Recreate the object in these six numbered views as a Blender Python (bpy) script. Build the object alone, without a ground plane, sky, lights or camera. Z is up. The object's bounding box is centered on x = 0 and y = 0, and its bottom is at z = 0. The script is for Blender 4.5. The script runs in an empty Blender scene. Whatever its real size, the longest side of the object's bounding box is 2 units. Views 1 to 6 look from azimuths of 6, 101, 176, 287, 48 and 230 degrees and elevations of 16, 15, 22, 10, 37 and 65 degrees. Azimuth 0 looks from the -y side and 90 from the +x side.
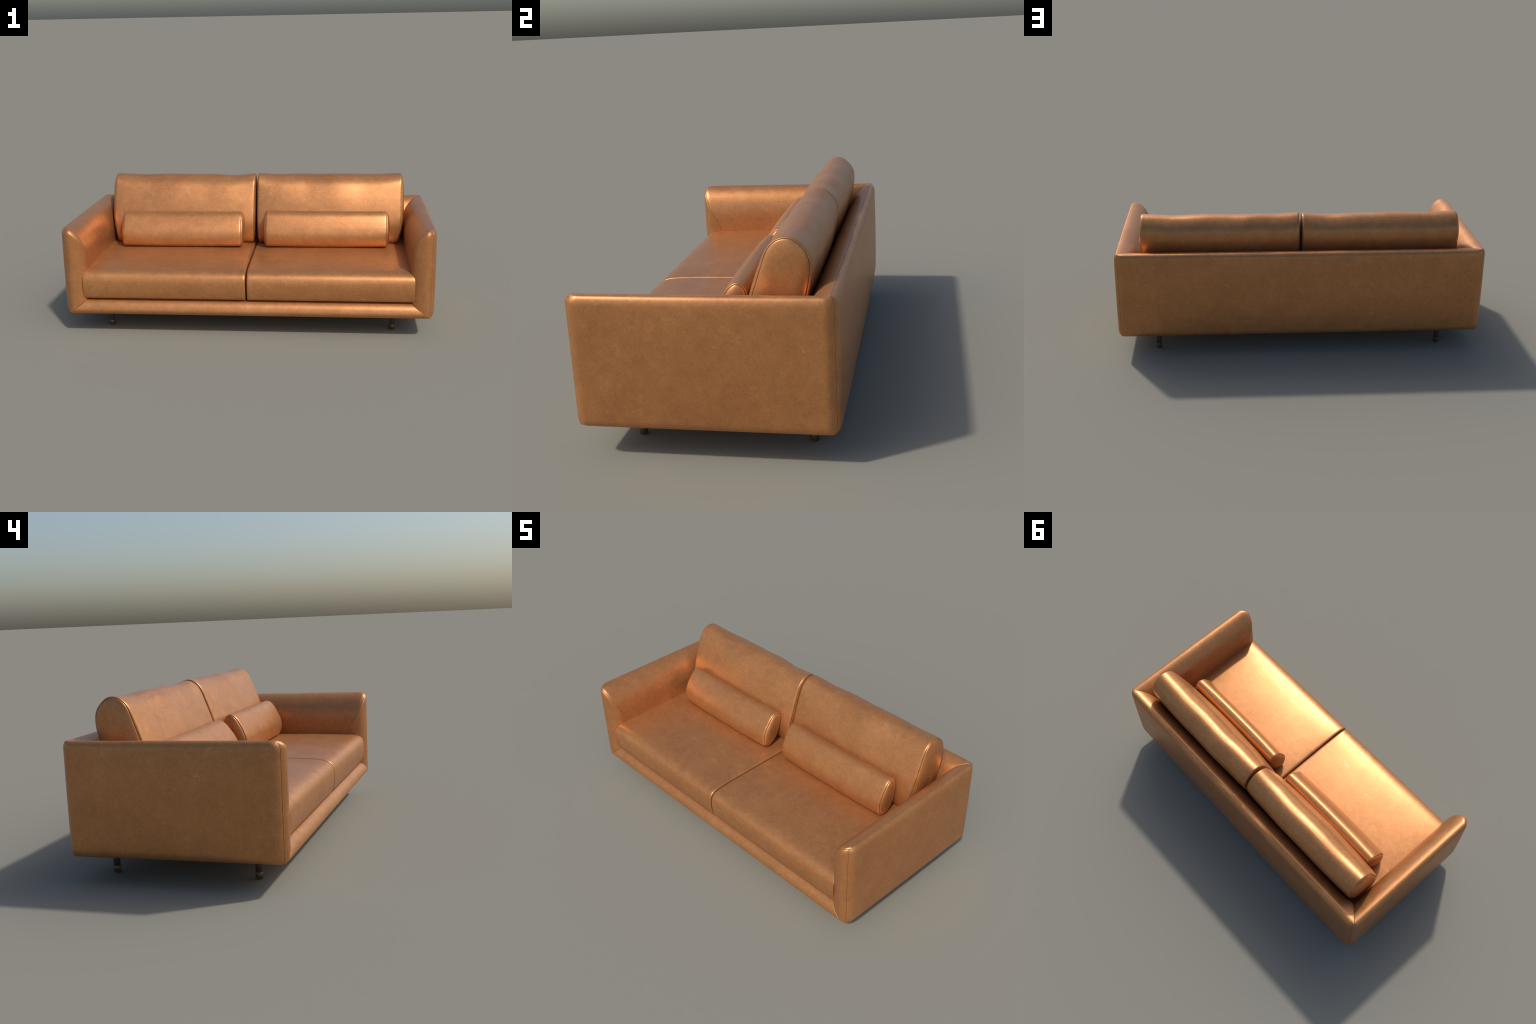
"""Two-seat leather sofa: boxy upholstered frame with mitred, padded edges,
two seat cushions, two back cushions, two lumbar bolsters, four capped legs."""
import bpy, math
import numpy as np

# ------------------------------------------------------------------ sizes (m)
XS = 0.971            # half width of the frame at the outer seam
YF, YB = -0.453, 0.434  # front and back seam
ZB, ZT = 0.1180, 0.5955   # bottom and top seam
PAD = 0.107           # thickness of padded inner faces
DROP = 0.165          # height over which the padded face rolls over the rim
ROLL = 0.062          # depth over which it rolls over the front edge
RAIL = 0.082          # height of the front rail
SEAM_W, SEAM_D = 0.0026, 0.0017
SWELL = 0.0185        # forward swell of the padded front edges

# ------------------------------------------------------------------ materials
def new_mat(name):
    m = bpy.data.materials.new(name)
    m.use_nodes = True
    nt = m.node_tree
    return m, nt, nt.nodes["Principled BSDF"]

def node(nt, kind, **kw):
    n = nt.nodes.new(kind)
    for k, v in kw.items():
        if k == "inputs":
            for i, val in v.items():
                n.inputs[i].default_value = val
        else:
            setattr(n, k, v)
    return n

def ramp(nt, src, stops):
    r = nt.nodes.new("ShaderNodeValToRGB")
    while len(r.color_ramp.elements) < len(stops):
        r.color_ramp.elements.new(0.5)
    for e, (p, c) in zip(r.color_ramp.elements, stops):
        e.position = p
        e.color = c if len(c) == 4 else (*c, 1)
    nt.links.new(src, r.inputs[0])
    return r.outputs[0]

def mix(nt, fac, a, b, blend="MIX"):
    n = nt.nodes.new("ShaderNodeMix")
    n.data_type = "RGBA"
    n.blend_type = blend
    if isinstance(fac, (int, float)):
        n.inputs[0].default_value = fac
    else:
        nt.links.new(fac, n.inputs[0])
    for s, v in ((6, a), (7, b)):
        if isinstance(v, tuple):
            n.inputs[s].default_value = (*v, 1)
        else:
            nt.links.new(v, n.inputs[s])
    return n.outputs[2]

def leather():
    m, nt, b = new_mat("tan_leather")
    co = node(nt, "ShaderNodeTexCoord").outputs["Object"]
    def noise(scale, detail=4, rough=0.55, dist=0.0, stretch=None):
        n = node(nt, "ShaderNodeTexNoise", inputs={"Scale": scale, "Detail": detail,
                 "Roughness": rough, "Distortion": dist})
        if stretch:
            mp = node(nt, "ShaderNodeMapping")
            mp.inputs["Rotation"].default_value = stretch[0]
            mp.inputs["Scale"].default_value = stretch[1]
            nt.links.new(co, mp.inputs[0])
            nt.links.new(mp.outputs[0], n.inputs["Vector"])
        else:
            nt.links.new(co, n.inputs["Vector"])
        return n.outputs["Fac"]
    clouds = noise(6.0, 6, 0.62, 0.5)
    patches = noise(26.0, 6, 0.68, 0.6)
    mottle = noise(90.0, 4, 0.7, 0.4)
    grain = noise(300.0, 3, 0.7)
    # broad tone of the hide, then smaller patches and mottling over it
    base = ramp(nt, clouds, [(0.34, LEATHER_DARK), (0.52, LEATHER_MID), (0.70, LEATHER_LIGHT)])
    tone = ramp(nt, patches, [(0.32, (0.90, 0.90, 0.90)), (0.50, (1.0, 1.0, 1.0)), (0.68, (1.10, 1.10, 1.10))])
    col = mix(nt, 0.85, base, tone, "MULTIPLY")
    spot = ramp(nt, mottle, [(0.32, (0.91, 0.91, 0.91)), (0.68, (1.09, 1.09, 1.09))])
    col = mix(nt, 0.8, col, spot, "MULTIPLY")
    gr = ramp(nt, grain, [(0.30, (0.88, 0.88, 0.88)), (0.70, (1.12, 1.12, 1.12))])
    col = mix(nt, 1.0, col, gr, "MULTIPLY")
    # pale creases and scuffs: thin level lines of stretched noise, in patches
    s1 = noise(9.0, 1, 0.5, 0.3, ((0.5, 0.9, 0.7), (1.0, 2.4, 2.4)))
    s2 = noise(11.0, 1, 0.5, 0.3, ((-0.8, 0.2, -0.9), (1.0, 2.6, 2.6)))
    line = [(0.484, (0, 0, 0)), (0.500, (1, 1, 1)), (0.516, (0, 0, 0))]
    k = mix(nt, 1.0, ramp(nt, s1, line), ramp(nt, s2, line), "LIGHTEN")
    where = ramp(nt, noise(20.0, 2, 0.5, 0.0), [(0.56, (0, 0, 0)), (0.66, (1, 1, 1))])
    k = mix(nt, 1.0, k, where, "MULTIPLY")
    k = mix(nt, 1.0, k, (0.48, 0.48, 0.48), "MULTIPLY")
    specks = ramp(nt, noise(85.0, 2, 0.5), [(0.69, (0, 0, 0)), (0.77, (0.42, 0.42, 0.42))])
    k = mix(nt, 1.0, k, specks, "LIGHTEN")
    col3 = mix(nt, k, col, LEATHER_SCUFF)
    nt.links.new(col3, b.inputs["Base Color"])
    b.inputs["Metallic"].default_value = METAL
    rg = node(nt, "ShaderNodeMapRange", inputs={"From Min": 0.3, "From Max": 0.7,
              "To Min": ROUGH - 0.03, "To Max": ROUGH + 0.04})
    nt.links.new(patches, rg.inputs[0])
    nt.links.new(rg.outputs[0], b.inputs["Roughness"])
    bp = node(nt, "ShaderNodeBump", inputs={"Strength": 0.10, "Distance": 0.002})
    nt.links.new(grain, bp.inputs["Height"])
    nt.links.new(bp.outputs[0], b.inputs["Normal"])
    return m

LEATHER_DARK = (0.468, 0.198, 0.069)
LEATHER_MID = (0.498, 0.214, 0.076)
LEATHER_LIGHT = (0.530, 0.233, 0.084)
LEATHER_SCUFF = (0.67, 0.35, 0.17)
METAL, ROUGH = 0.55, 0.38

def plain(name, rgb, rough, metal=0.0, var=0.15):
    m, nt, b = new_mat(name)
    co = node(nt, "ShaderNodeTexCoord").outputs["Object"]
    n = node(nt, "ShaderNodeTexNoise", inputs={"Scale": 60.0, "Detail": 3.0})
    nt.links.new(co, n.inputs["Vector"])
    lo = tuple(c * (1 - var) for c in rgb)
    hi = tuple(c * (1 + var) for c in rgb)
    nt.links.new(ramp(nt, n.outputs["Fac"], [(0.3, lo), (0.7, hi)]), b.inputs["Base Color"])
    b.inputs["Roughness"].default_value = rough
    b.inputs["Metallic"].default_value = metal
    return m

LEATHER = leather()
THREAD = plain("dark_seam_thread", (0.080, 0.034, 0.014), 0.8)
LEG = plain("dark_stained_wood", (0.085, 0.055, 0.045), 0.45)
BRASS = plain("aged_brass", (0.20, 0.145, 0.075), 0.42, 0.8, 0.08)

# ------------------------------------------------------------------ mesh tools
def make_object(name, verts, faces, mat, parent, smooth=True):
    me = bpy.data.meshes.new(name)
    me.from_pydata([tuple(map(float, v)) for v in verts], [], faces)
    me.update()
    me.polygons.foreach_set("use_smooth", [smooth] * len(me.polygons))
    me.materials.append(mat)
    ob = bpy.data.objects.new(name, me)
    bpy.context.scene.collection.objects.link(ob)
    ob.parent = parent
    return ob

def grid_faces(nu, nv, wrap_v=False, flip=False, base=0):
    f = []
    for i in range(nu - 1):
        for j in range(nv if wrap_v else nv - 1):
            k = (j + 1) % nv
            q = (base + i * nv + j, base + (i + 1) * nv + j, base + (i + 1) * nv + k, base + i * nv + k)
            f.append(q[::-1] if flip else q)
    return f

def grid_normals(P, wrap_v=False):
    du = np.gradient(P, axis=0)
    if wrap_v:
        dv = (np.roll(P, -1, 1) - np.roll(P, 1, 1)) * 0.5
    else:
        dv = np.gradient(P, axis=1)
    n = np.cross(du, dv)
    return n / np.maximum(np.linalg.norm(n, axis=2, keepdims=True), 1e-12)

EDGE = np.array([0.0, 0.0006, 0.0013, 0.0021, 0.0030, 0.006])

def refine_edge(P, axis, end):
    """insert narrow rows beside one edge of a grid so that it can be tucked in"""
    P = np.moveaxis(P, axis, 0)
    if end:
        P = P[::-1]
    a, b = P[0], P[1]
    L = np.maximum(np.linalg.norm(b - a, axis=-1, keepdims=True), 1e-9)
    rows = [a + (b - a) * np.minimum(d / L, 0.15 + 0.12 * i) if d else a for i, d in enumerate(EDGE)]
    P = np.concatenate([np.stack(rows), P[1:]])
    if end:
        P = P[::-1]
    return np.moveaxis(P, 0, axis)

def tuck(P, edges, out, wrap_v=False):
    """pull seam edges of a panel inward: edges = set of 'u0','u1','v0','v1'"""
    for e in edges:
        P = refine_edge(P, 0 if e[0] == "u" else 1, e[1] == "1")
    N = grid_normals(P, wrap_v)
    mid = N[N.shape[0] // 2, N.shape[1] // 2]
    flip = float(mid @ np.array(out, float)) < 0
    if flip:
        N = -N
    off = np.zeros(P.shape[:2])
    for e in edges:
        Q = np.moveaxis(P, 0 if e[0] == "u" else 1, 0)
        if e[1] == "1":
            Q = Q[::-1]
        d = np.concatenate([np.zeros((1,) + Q.shape[1:2]),
                            np.cumsum(np.linalg.norm(np.diff(Q, axis=0), axis=-1), axis=0)])
        o = SEAM_D * (1 - np.sqrt(np.clip(1 - np.clip(1 - d / SEAM_W, 0, 1) ** 2, 0, 1)))
        if e[1] == "1":
            o = o[::-1]
        o = np.moveaxis(o, 0, 0 if e[0] == "u" else 1) if e[0] == "u" else o.T
        off = np.maximum(off, o)
    return P - N * off[..., None], flip

def soften(P):
    """draw the eight corners of the frame in a little"""
    P = P.copy()
    for sx in (1, -1):
        for y, sy in ((-0.463, 1), (0.458, -1)):
            for z, sz in ((ZB, 1), (ZT, -1)):
                d = np.linalg.norm(P - np.array([sx * 0.985, y, z]), axis=2)
                k = (0.0015 if sy < 0 else 0.0045 if sz > 0 else 0.0065) * np.exp(-(d / 0.020) ** 2)
                P += k[..., None] * np.array([-sx, sy, sz])
    return P

def panel(name, P, edges, out, parent, mat=None):
    P = soften(P)
    Q, flip = tuck(P, edges, out)
    nu, nv = Q.shape[:2]
    ob = make_object(name, Q.reshape(-1, 3), grid_faces(nu, nv, flip=flip), mat or LEATHER, parent)
    return ob, Q

def tube(points, radius, closed=False, sides=6):
    p = np.asarray(points, float)
    n = len(p)
    t = (np.roll(p, -1, 0) - np.roll(p, 1, 0)) if closed else np.gradient(p, axis=0)
    t /= np.maximum(np.linalg.norm(t, axis=1, keepdims=True), 1e-9)
    ref = np.array([0.31, 0.52, 0.79])
    a = np.cross(t, ref); a /= np.linalg.norm(a, axis=1, keepdims=True)
    b = np.cross(t, a)
    ang = np.arange(sides) * 2 * math.pi / sides
    V = p[:, None] + radius * (np.cos(ang)[None, :, None] * a[:, None] + np.sin(ang)[None, :, None] * b[:, None])
    f = grid_faces(n, sides, wrap_v=True)
    if closed:
        for j in range(sides):
            k = (j + 1) % sides
            f.append(((n - 1) * sides + j, j, k, (n - 1) * sides + k))
    return V.reshape(-1, 3), f

def seam(paths, parent, radius=0.0011, name="seam"):
    V, F = [], []
    n = 0
    for path, closed in paths:
        v, f = tube(path, radius, closed)
        V.append(v); F += [tuple(i + n for i in q) for q in f]
        n += len(v)
    return make_object(name, np.concatenate(V), F, THREAD, parent)

def spline(points, n, closed=True):
    """Catmull-Rom through control points, resampled evenly by length"""
    p = np.asarray(points, float)
    if closed:
        q = np.concatenate([p[-1:], p, p[:2]])
    else:
        q = np.concatenate([2 * p[:1] - p[1:2], p, 2 * p[-1:] - p[-2:-1]])
    out = []
    for i in range(1, len(q) - 2):
        for s in np.linspace(0, 1, 24, endpoint=False):
            a, b, c, d = q[i - 1], q[i], q[i + 1], q[i + 2]
            out.append(0.5 * (2 * b + (c - a) * s + (2 * a - 5 * b + 4 * c - d) * s ** 2 + (3 * b - a - 3 * c + d) * s ** 3))
    out.append(p[0] if closed else p[-1])
    out = np.array(out)
    L = np.concatenate([[0], np.cumsum(np.linalg.norm(np.diff(out, axis=0), axis=1))])
    t = np.linspace(0, L[-1], n, endpoint=not closed)
    return np.stack([np.interp(t, L, out[:, k]) for k in range(out.shape[1])], 1)

def smooth_steps(n, power=0.6):
    """0..1 samples, denser at both ends"""
    t = np.linspace(0, 1, n)
    s = t * t * (3 - 2 * t)
    return t * (1 - power) + s * power

def quarter(e, r):
    return np.sqrt(np.clip(1 - (1 - np.clip(e / r, 0, 1)) ** 2, 0, 1))

def slope_roll(e, r):
    """rises at 45 degrees from the seam (for r = 2 x height) and levels out"""
    return 1 - (1 - np.clip(e / r, 0, 1)) ** 2

def round_corner(a, b, r):
    """a, b: distances from two edges meeting at a corner -> rounded square corner"""
    qa, qb = r - a, r - b
    inside = (qa > 0) & (qb > 0)
    m = np.maximum(qa, qb); h = np.maximum(np.hypot(qa, qb), 1e-12)
    k = np.where(inside, m / h, 1.0)
    return r - qa * k, r - qb * k

# ------------------------------------------------------------------ the thing
sofa = bpy.data.objects.new("sofa", None)
bpy.context.scene.collection.objects.link(sofa)
sofa["label"] = "tan brown leather two-seat sofa with bolster cushions and short legs"
sofa["category"] = "sofa"

REAR = 0.012           # how far the vertical rear seams stand behind the top seam
CORNER_TOP, CORNER_LOW = 0.028, 0.003

# padded rim profile: theta 0..90 degrees rolls over the rim, then runs on flat
theta = np.linspace(0, math.pi / 2, 26)
extra = np.array([0.02, 0.05, 0.10, 0.15])
row_s = np.concatenate([PAD * np.sin(theta), np.full(4, PAD)])
row_d = np.concatenate([DROP * (1 - np.cos(theta)), DROP + extra])           # down from the top
row_a = np.concatenate([(ROLL + SWELL) * (1 - (1 - np.sin(theta) ** 2.5) ** 0.4) - SWELL * slope_roll(PAD * np.sin(theta), 2 * SWELL),
                        ROLL + extra * ROLL / DROP])                          # back from the front
row_r = np.concatenate([RAIL * np.sin(theta), np.full(4, RAIL)])             # rail height
row_c = np.concatenate([np.sqrt(np.abs(np.cos(theta))), np.zeros(4)]) * CORNER_TOP + 1e-4

def arm(side):
    """side = +1 right, -1 left"""
    # outer panel: slightly domed, rolled at its four seams
    nu, nv = 72, 48
    U = smooth_steps(nu, 0.85)[:, None] * np.ones((1, nv))
    V = np.ones((nu, 1)) * smooth_steps(nv, 0.85)[None, :]
    y = YF + (YB - YF) * U
    z = ZB + (ZT - ZB) * V
    ef, eb, eb2, et = y - YF, YB - y, z - ZB, ZT - z
    ef2, et2 = round_corner(ef, et, CORNER_TOP)
    y = YF + ef2; z = ZT - et2
    ef3, el3 = round_corner(y - YF, z - ZB, CORNER_LOW)
    y = YF + ef3; z = ZB + el3
    ef = np.minimum(y - YF, YB - y); ez = np.minimum(z - ZB, ZT - z)
    # distance to the rounded top front corner
    qa, qb = CORNER_TOP - (y - YF), CORNER_TOP - (ZT - z)
    ec = np.where((qa > 0) & (qb > 0), CORNER_TOP - np.hypot(qa, qb), 9.0)
    e = np.minimum(np.minimum(ef, ez), np.maximum(ec, 0))
    u = (y - YF) / (YB - YF); v = (z - ZB) / (ZT - ZB)
    dome = np.clip(1 - (2 * u - 1) ** 2, 0, 1) ** 0.7 * np.clip(1 - (2 * v - 1) ** 2, 0, 1) ** 0.7
    roll = slope_roll(y - YF, 0.034) * slope_roll(YB - y, 0.024) * quarter(ez, 0.033)
    roll = np.where(ec < 9, np.minimum(roll, slope_roll(np.maximum(ec, 0), 0.03)), roll)
    y = y + REAR * quarter(ez, 0.030) * np.clip((y - YB + 0.06) / 0.06, 0, 1) ** 2   # rear edge wraps back
    x = XS + 0.018 * roll + 0.011 * dome
    P = np.stack([side * x, y, z], 2)
    outer, P = panel("armrest", P, ["u0", "u1", "v0", "v1"], (side, 0, 0), sofa)
    rim = np.concatenate([P[0, :], P[1:, -1]])           # front edge up, then top edge back
    rear = P[-1, :]

    # inner padded panel: from the front mitre to the rear mitre
    nt_ = 64
    t = smooth_steps(nt_, 0.85)[None, :]
    y0 = (YF + row_a)[:, None]; y1 = (YB - row_s)[:, None]
    Y = y0 + (y1 - y0) * t
    Z = (ZT - row_d)[:, None] * np.ones_like(t)
    X = (XS - row_s)[:, None] * np.ones_like(t)
    r = row_c[:, None]
    a2, b2 = round_corner(Y - y0, np.zeros_like(Y), r)
    Pi = np.stack([side * X, y0 + a2, Z - b2], 2)
    _, Pi = panel("inner_panel", Pi, ["u0", "v0", "v1"], (-side, 0, 0.3), outer)
    hip = Pi[:, 0]
    mitre = Pi[:, -1]

    # front border panel: from the top mitre down to the rail mitre
    t = smooth_steps(48, 0.85)[None, :]
    z0 = (ZB + row_r)[:, None]; z1 = (ZT - row_d)[:, None]
    Z = z1 + (z0 - z1) * t
    a2, b2 = round_corner(np.zeros_like(Z), z1 - Z, r)
    X = (XS - row_s)[:, None] * np.ones_like(t)
    Pf = np.stack([side * X, y0 + a2, z1 - b2], 2)
    _, Pf = panel("front_panel", Pf, ["u0", "v0", "v1"], (-side * 0.3, -1, 0), outer)
    seam([(rim, False), (rear, False), (hip[:31], False), (mitre[:31], False), (Pf[:, -1][:31], False)], outer)

arm(1)
arm(-1)

def back():
    nu, nv = 120, 48
    u = smooth_steps(nu, 0.85)[:, None] * np.ones((1, nv))
    v = np.ones((nu, 1)) * smooth_steps(nv, 0.85)[None, :]
    x = -XS + 2 * XS * u
    z = ZB + (ZT - ZB) * v
    roll = (REAR / 0.022 + (1 - REAR / 0.022) * slope_roll(np.minimum(x + XS, XS - x), 0.030)) * quarter(np.minimum(z - ZB, ZT - z), 0.03)
    dome = np.clip(1 - (2 * u - 1) ** 2, 0, 1) ** 0.5 * np.clip(1 - (2 * v - 1) ** 2, 0, 1) ** 0.7
    y = YB + 0.022 * roll + 0.014 * dome
    P = np.stack([x, y, z], 2)
    outer, P = panel("backrest", P, ["u0", "u1", "v0", "v1"], (0, 1, 0), sofa)
    t = smooth_steps(96, 0.85)[None, :]
    x1 = (XS - row_s)[:, None]
    X = -x1 + 2 * x1 * t
    Y = (YB - row_s)[:, None] * np.ones_like(t)
    Z = (ZT - row_d)[:, None] * np.ones_like(t)
    panel("inner_panel", np.stack([X, Y, Z], 2), ["u0", "v0", "v1"], (0, -1, 0.3), outer)
    seam([(P[:, -1], False)], outer)

back()

def rail_and_base():
    t = smooth_steps(110, 0.85)[None, :]
    x1 = (XS - row_s)[:, None]
    X = -x1 + 2 * x1 * t
    Y = (YF + row_a)[:, None] * np.ones_like(t)
    Z = (ZB + row_r)[:, None] * np.ones_like(t)
    # carry the rail on as the deck under the seat cushions
    deck = np.stack([X[-1], np.full(X.shape[1], YB - PAD), Z[-1]], 1)[None]
    P = np.concatenate([np.stack([X, Y, Z], 2), deck])
    panel("front_rail", P, ["u0", "v0", "v1"], (0, -0.4, 1), sofa)
    nu, nv = 100, 48
    u = smooth_steps(nu, 0.85)[:, None] * np.ones((1, nv))
    v = np.ones((nu, 1)) * smooth_steps(nv, 0.85)[None, :]
    x = -XS + 2 * XS * u
    y = YF + (YB - YF) * v
    g = quarter(np.minimum(x + XS, XS - x), 0.02) * quarter(np.minimum(y - YF, YB - y), 0.02)
    B = np.stack([x, y, ZB - 0.002 * g], 2)
    panel("underside", B, ["u0", "u1", "v0", "v1"], (0, 0, -1), sofa)

rail_and_base()

# ------------------------------------------------------------------ cushions
def cushion(name, profile, x0, x1, parent, caps, swell, wave=None, n_prof=128, n_len=90, dent=0.0, cap_ring=22):
    """extrude a closed (y, z) profile along x with swelling, piped end caps
    swell(t, py, pz, ny, nz) -> outward offset for position t in 0..1"""
    pr = spline(profile, n_prof)
    tan = np.roll(pr, -1, 0) - np.roll(pr, 1, 0)
    nrm = np.stack([-tan[:, 1], tan[:, 0]], 1)
    nrm /= np.linalg.norm(nrm, axis=1, keepdims=True)
    ctr = pr.mean(0)
    if ((pr - ctr) * nrm).sum() < 0:
        nrm = -nrm
    t = smooth_steps(n_len, 0.9)
    T = t[:, None]
    off = swell(T, pr[None, :, 0], pr[None, :, 1], nrm[None, :, 0], nrm[None, :, 1])
    # narrow roll right at the seam
    e = np.minimum(T, 1 - T) * (x1 - x0)
    off = off - 0.006 * (1 - quarter(e, 0.010))
    P = np.zeros((n_len, n_prof, 3))
    P[:, :, 0] = x0 + (x1 - x0) * T
    P[:, :, 1] = pr[None, :, 0] + nrm[None, :, 0] * off
    P[:, :, 2] = pr[None, :, 1] + nrm[None, :, 1] * off
    if wave is not None:
        P = wave(P, T)
    rings = [P]
    faces = []
    body, flip = tuck(P, ["u0", "u1"], (0, 0, 0), wrap_v=True)
    # decide orientation from the centre line
    N = grid_normals(body, True)
    c = body.mean(1, keepdims=True)
    s = np.sign(((body - c) * N)[2:-2].sum())
    body, _ = tuck_dir(P, s)
    nb = body.shape[0]
    verts = [body.reshape(-1, 3)]
    faces += grid_faces(nb, n_prof, wrap_v=True, flip=(s < 0))
    count = nb * n_prof
    paths = []
    for end, sg, cap in ((0, -1, caps[0]), (-1, 1, caps[1])):
        ring = P[end]
        m = ring.mean(0)
        rho = np.concatenate([[1.0, 0.993, 0.985, 0.975], np.linspace(0.955, 0.0, cap_ring)[:-1], [0.02]])
        for k, q in enumerate(rho):
            h = cap * (1 - q ** 2.6) ** 0.62
            w = m + (ring - m) * q
            w = w.copy()
            w[:, 0] = ring[:, 0] * q + m[0] * (1 - q) + sg * (h - 0.003 * max(0, 1 - (1 - q) / 0.015))
            verts.append(w)
        nr = len(rho)
        faces += grid_faces(nr, n_prof, wrap_v=True, flip=((sg * s) < 0), base=count)
        last = count + (nr - 1) * n_prof
        cap_face = tuple(range(last, last + n_prof))
        faces.append(cap_face if sg * s > 0 else cap_face[::-1])
        count += nr * n_prof
        paths.append((body[end], True))
    ob = make_object(name, np.concatenate(verts), faces, LEATHER, parent)
    seam(paths, ob, 0.0013)
    return ob

def tuck_dir(P, s):
    for e in ("u0", "u1"):
        P = refine_edge(P, 0, e[1] == "1")
    N = grid_normals(P, True) * s
    off = np.zeros(P.shape[:2])
    for rev in (False, True):
        Q = P[::-1] if rev else P
        d = np.concatenate([np.zeros((1, P.shape[1])), np.cumsum(np.linalg.norm(np.diff(Q, axis=0), axis=-1), axis=0)])
        o = SEAM_D * (1 - np.sqrt(np.clip(1 - np.clip(1 - d / SEAM_W, 0, 1) ** 2, 0, 1)))
        off = np.maximum(off, o[::-1] if rev else o)
    return P - N * off[..., None], None

# seat cushions ------------------------------------------------------------
SEAT = [(-0.448, 0.208), (-0.457, 0.245), (-0.460, 0.288), (-0.455, 0.321), (-0.438, 0.344), (-0.405, 0.356),
        (-0.350, 0.360), (-0.25, 0.361), (-0.05, 0.360), (0.15, 0.358), (0.27, 0.355), (0.315, 0.345), (0.330, 0.32),
        (0.332, 0.26), (0.325, 0.215), (0.30, 0.207), (0.10, 0.206), (-0.20, 0.206), (-0.42, 0.205), (-0.444, 0.205)]

def seat_swell(T, py, pz, ny, nz):
    a = np.sin(math.pi * T) ** 0.35
    top = np.clip(nz, 0, 1) * np.clip(1 - ((py + 0.06) / 0.40) ** 2, 0, 1)
    front = np.clip(-ny, 0, 1) * np.clip(1 - ((pz - 0.27) / 0.10) ** 2, 0, 1)
    return a * (0.014 * top + 0.002 * front)

for sg in (1, -1):
    x0, x1 = (0.0035, 0.889) if sg > 0 else (-0.889, -0.0035)
    cushion("seat_cushion", SEAT, x0, x1, sofa, (0.001, 0.001), seat_swell, n_prof=150, cap_ring=6)

# back cushions ------------------------------------------------------------
BACKC = [(0.131, 0.492), (0.150, 0.555), (0.182, 0.650), (0.208, 0.717), (0.237, 0.749), (0.270, 0.761), (0.302, 0.756),
         (0.332, 0.733), (0.353, 0.702), (0.360, 0.668), (0.357, 0.622), (0.346, 0.570), (0.326, 0.495), (0.308, 0.430),
         (0.292, 0.388), (0.265, 0.369), (0.22, 0.364), (0.165, 0.364), (0.142, 0.373), (0.129, 0.398), (0.125, 0.440)]

def back_swell(T, py, pz, ny, nz):
    a = np.sin(math.pi * T) ** 0.48
    return a * (0.027 * np.clip(-ny, 0, 1) * np.clip(np.sin(math.pi * np.clip((0.745 - pz) / 0.36, 0, 1)), 0, 1) ** 0.8 + 0.010 * np.clip(ny, 0, 1))

def back_wave(sg):
    def f(P, T):
        # k runs from the inner end (0) to the outer end (1); both cushions are mirror images
        k = T if sg > 0 else 1 - T
        up = np.clip((P[:, :, 2] - 0.45) / 0.28, 0, 1) ** 1.3
        fade = np.sin(math.pi * k) ** 0.4
        bump = lambda c, w: np.exp(-((k - c) / w) ** 2)
        dz = -0.007 * np.sin(math.pi * k) ** 0.4 - 0.004 * bump(0.16, 0.10) - 0.003 * bump(0.42, 0.10) - 0.005 * bump(0.80, 0.13)
        dy = -0.003 * bump(0.17, 0.07) + 0.003 * bump(0.345, 0.07) - 0.0015 * bump(0.54, 0.08) + 0.002 * bump(0.73, 0.07)
        if sg < 0:
            dz = dz - 0.006 * bump(0.14, 0.16)
        # ends draw in towards the foot of the cushion
        foot = np.clip((0.56 - P[:, :, 2]) / 0.19, 0, 1) ** 1.5
        P = P.copy()
        P[:, :, 2] += up * dz
        P[:, :, 1] += up * dy
        P[:, :, 0] += np.where(k < 0.5, 0.006, 0.018) * foot * (1 - 2 * T) * np.abs(1 - 2 * T) ** 3
        return P
    return f

for sg in (1, -1):
    x0, x1 = (0.0085, 0.850) if sg > 0 else (-0.850, -0.0085)
    caps = (0.008, 0.020) if sg > 0 else (0.020, 0.008)   # pressed flat where the two meet
    cushion("back_cushion", BACKC, x0, x1, sofa, caps, back_swell, back_wave(sg), n_prof=140, n_len=120)

# lumbar bolsters ----------------------------------------------------------
LUMBAR = [(0.002, 0.407), (-0.002, 0.432), (0.000, 0.457), (0.008, 0.482), (0.018, 0.504), (0.032, 0.530), (0.048, 0.554), (0.066, 0.569),
          (0.085, 0.574), (0.104, 0.566), (0.117, 0.547), (0.121, 0.520), (0.117, 0.485), (0.106, 0.440), (0.088, 0.405),
          (0.064, 0.382), (0.038, 0.373), (0.014, 0.383)]

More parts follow.
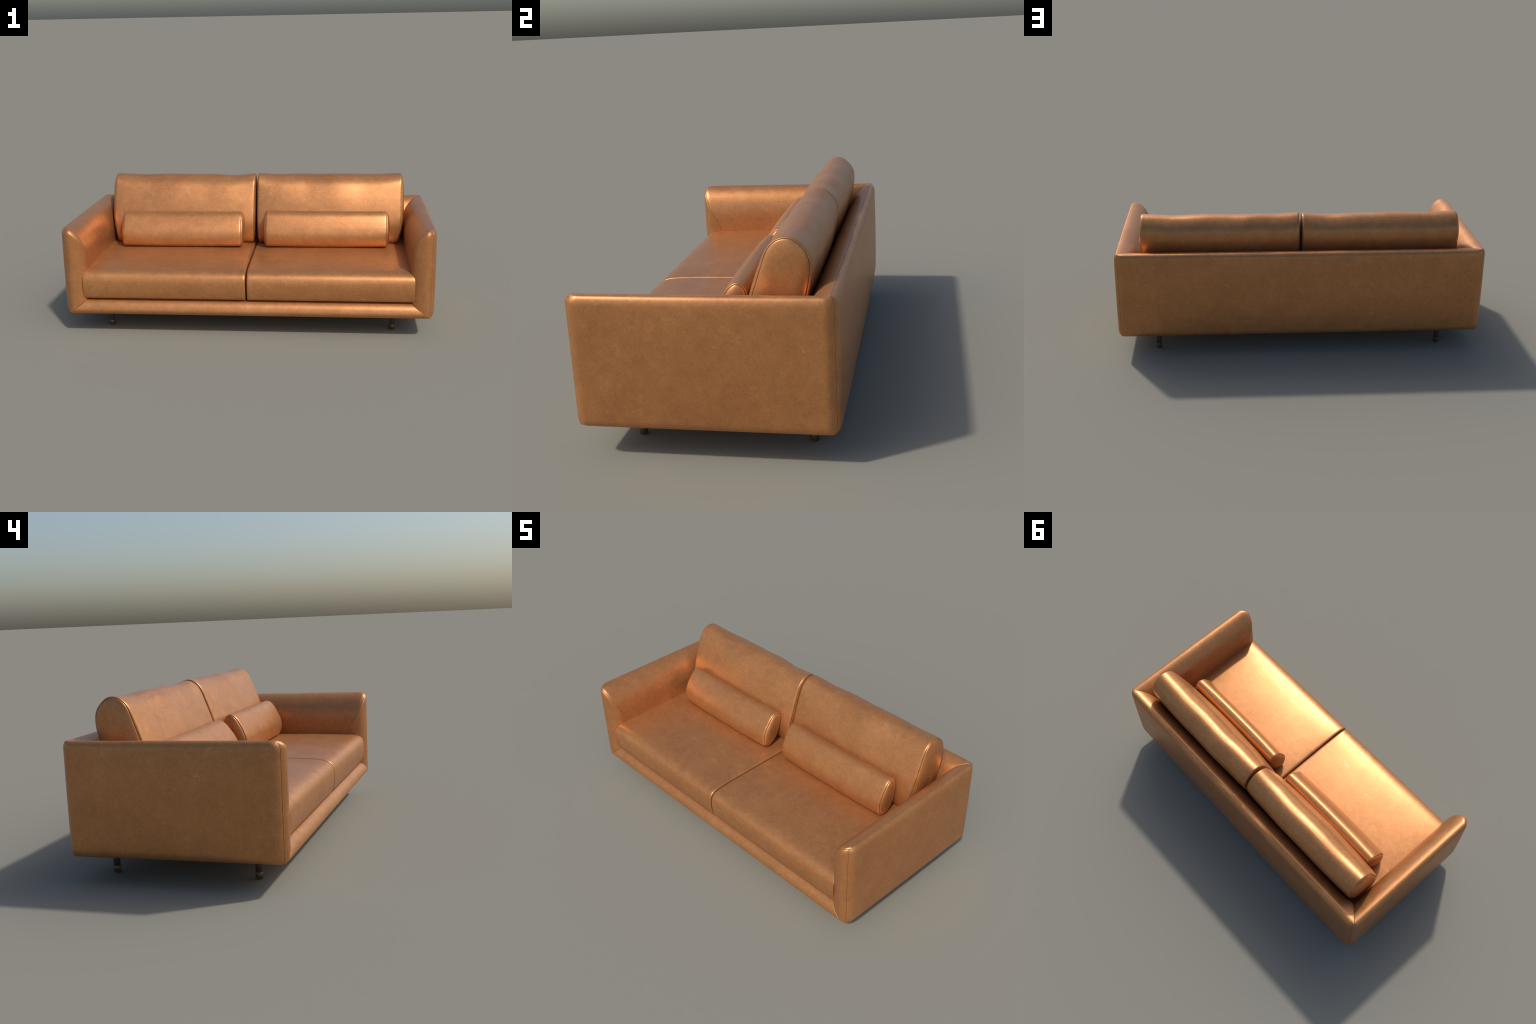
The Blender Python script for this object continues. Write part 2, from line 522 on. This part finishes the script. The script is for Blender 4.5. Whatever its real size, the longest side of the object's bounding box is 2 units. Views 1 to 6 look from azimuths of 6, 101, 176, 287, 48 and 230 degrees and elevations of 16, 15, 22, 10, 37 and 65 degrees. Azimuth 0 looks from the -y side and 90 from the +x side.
def lumbar_swell(T, py, pz, ny, nz):
    a = np.sin(math.pi * T) ** 0.5
    return a * (0.010 * np.clip(-ny, 0, 1) - 0.003 * np.clip(nz, 0, 1))

for sg in (1, -1):
    x0, x1 = (0.067, 0.761) if sg > 0 else (-0.770, -0.075)
    # the left bolster has slumped back a little
    prof = np.array(LUMBAR)
    if sg < 0:
        c, r = np.array([0.06, 0.465]), math.radians(9)
        d = prof - c
        prof = c + np.stack([d[:, 0] * math.cos(r) + d[:, 1] * math.sin(r), d[:, 1] * math.cos(r) - d[:, 0] * math.sin(r)], 1)
        prof[:, 1] -= 0.003
    cushion("lumbar_cushion", prof, x0, x1, sofa, (0.016, 0.016), lumbar_swell, n_prof=110)

# legs ----------------------------------------------------------------------
def lathe(profile, sides):
    prof = np.array(profile, float)
    ang = (np.arange(sides) + 0.5) * 2 * math.pi / sides
    V = np.stack([prof[:, 0][:, None] * np.cos(ang), prof[:, 0][:, None] * np.sin(ang),
                  prof[:, 1][:, None] * np.ones(sides)], 2)
    f = grid_faces(len(prof), sides, wrap_v=True, flip=True)
    n = len(prof)
    f.append(tuple(range(sides))[::-1])
    f.append(tuple((n - 1) * sides + j for j in range(sides)))
    return V.reshape(-1, 3), f

leg_mesh = cap_mesh = None
for lx, ly in ((0.782, -0.294), (-0.782, -0.294), (0.782, 0.341), (-0.782, 0.341)):
    if leg_mesh is None:
        v, f = lathe([(0.0150, 0.028), (0.0150, 0.13)], 12)
        leg = make_object("leg", v, f, LEG, sofa)
        leg_mesh = leg.data
        v, f = lathe([(0.0148, 0.0), (0.0158, 0.001), (0.0160, 0.027), (0.0154, 0.0285)], 12)
        capo = make_object("foot_cap", v, f, BRASS, leg)
        cap_mesh = capo.data
    else:
        leg = bpy.data.objects.new("leg", leg_mesh)
        capo = bpy.data.objects.new("foot_cap", cap_mesh)
        for o in (leg, capo):
            bpy.context.scene.collection.objects.link(o)
        leg.parent = sofa
        capo.parent = leg
    leg.location = (lx, ly, 0)
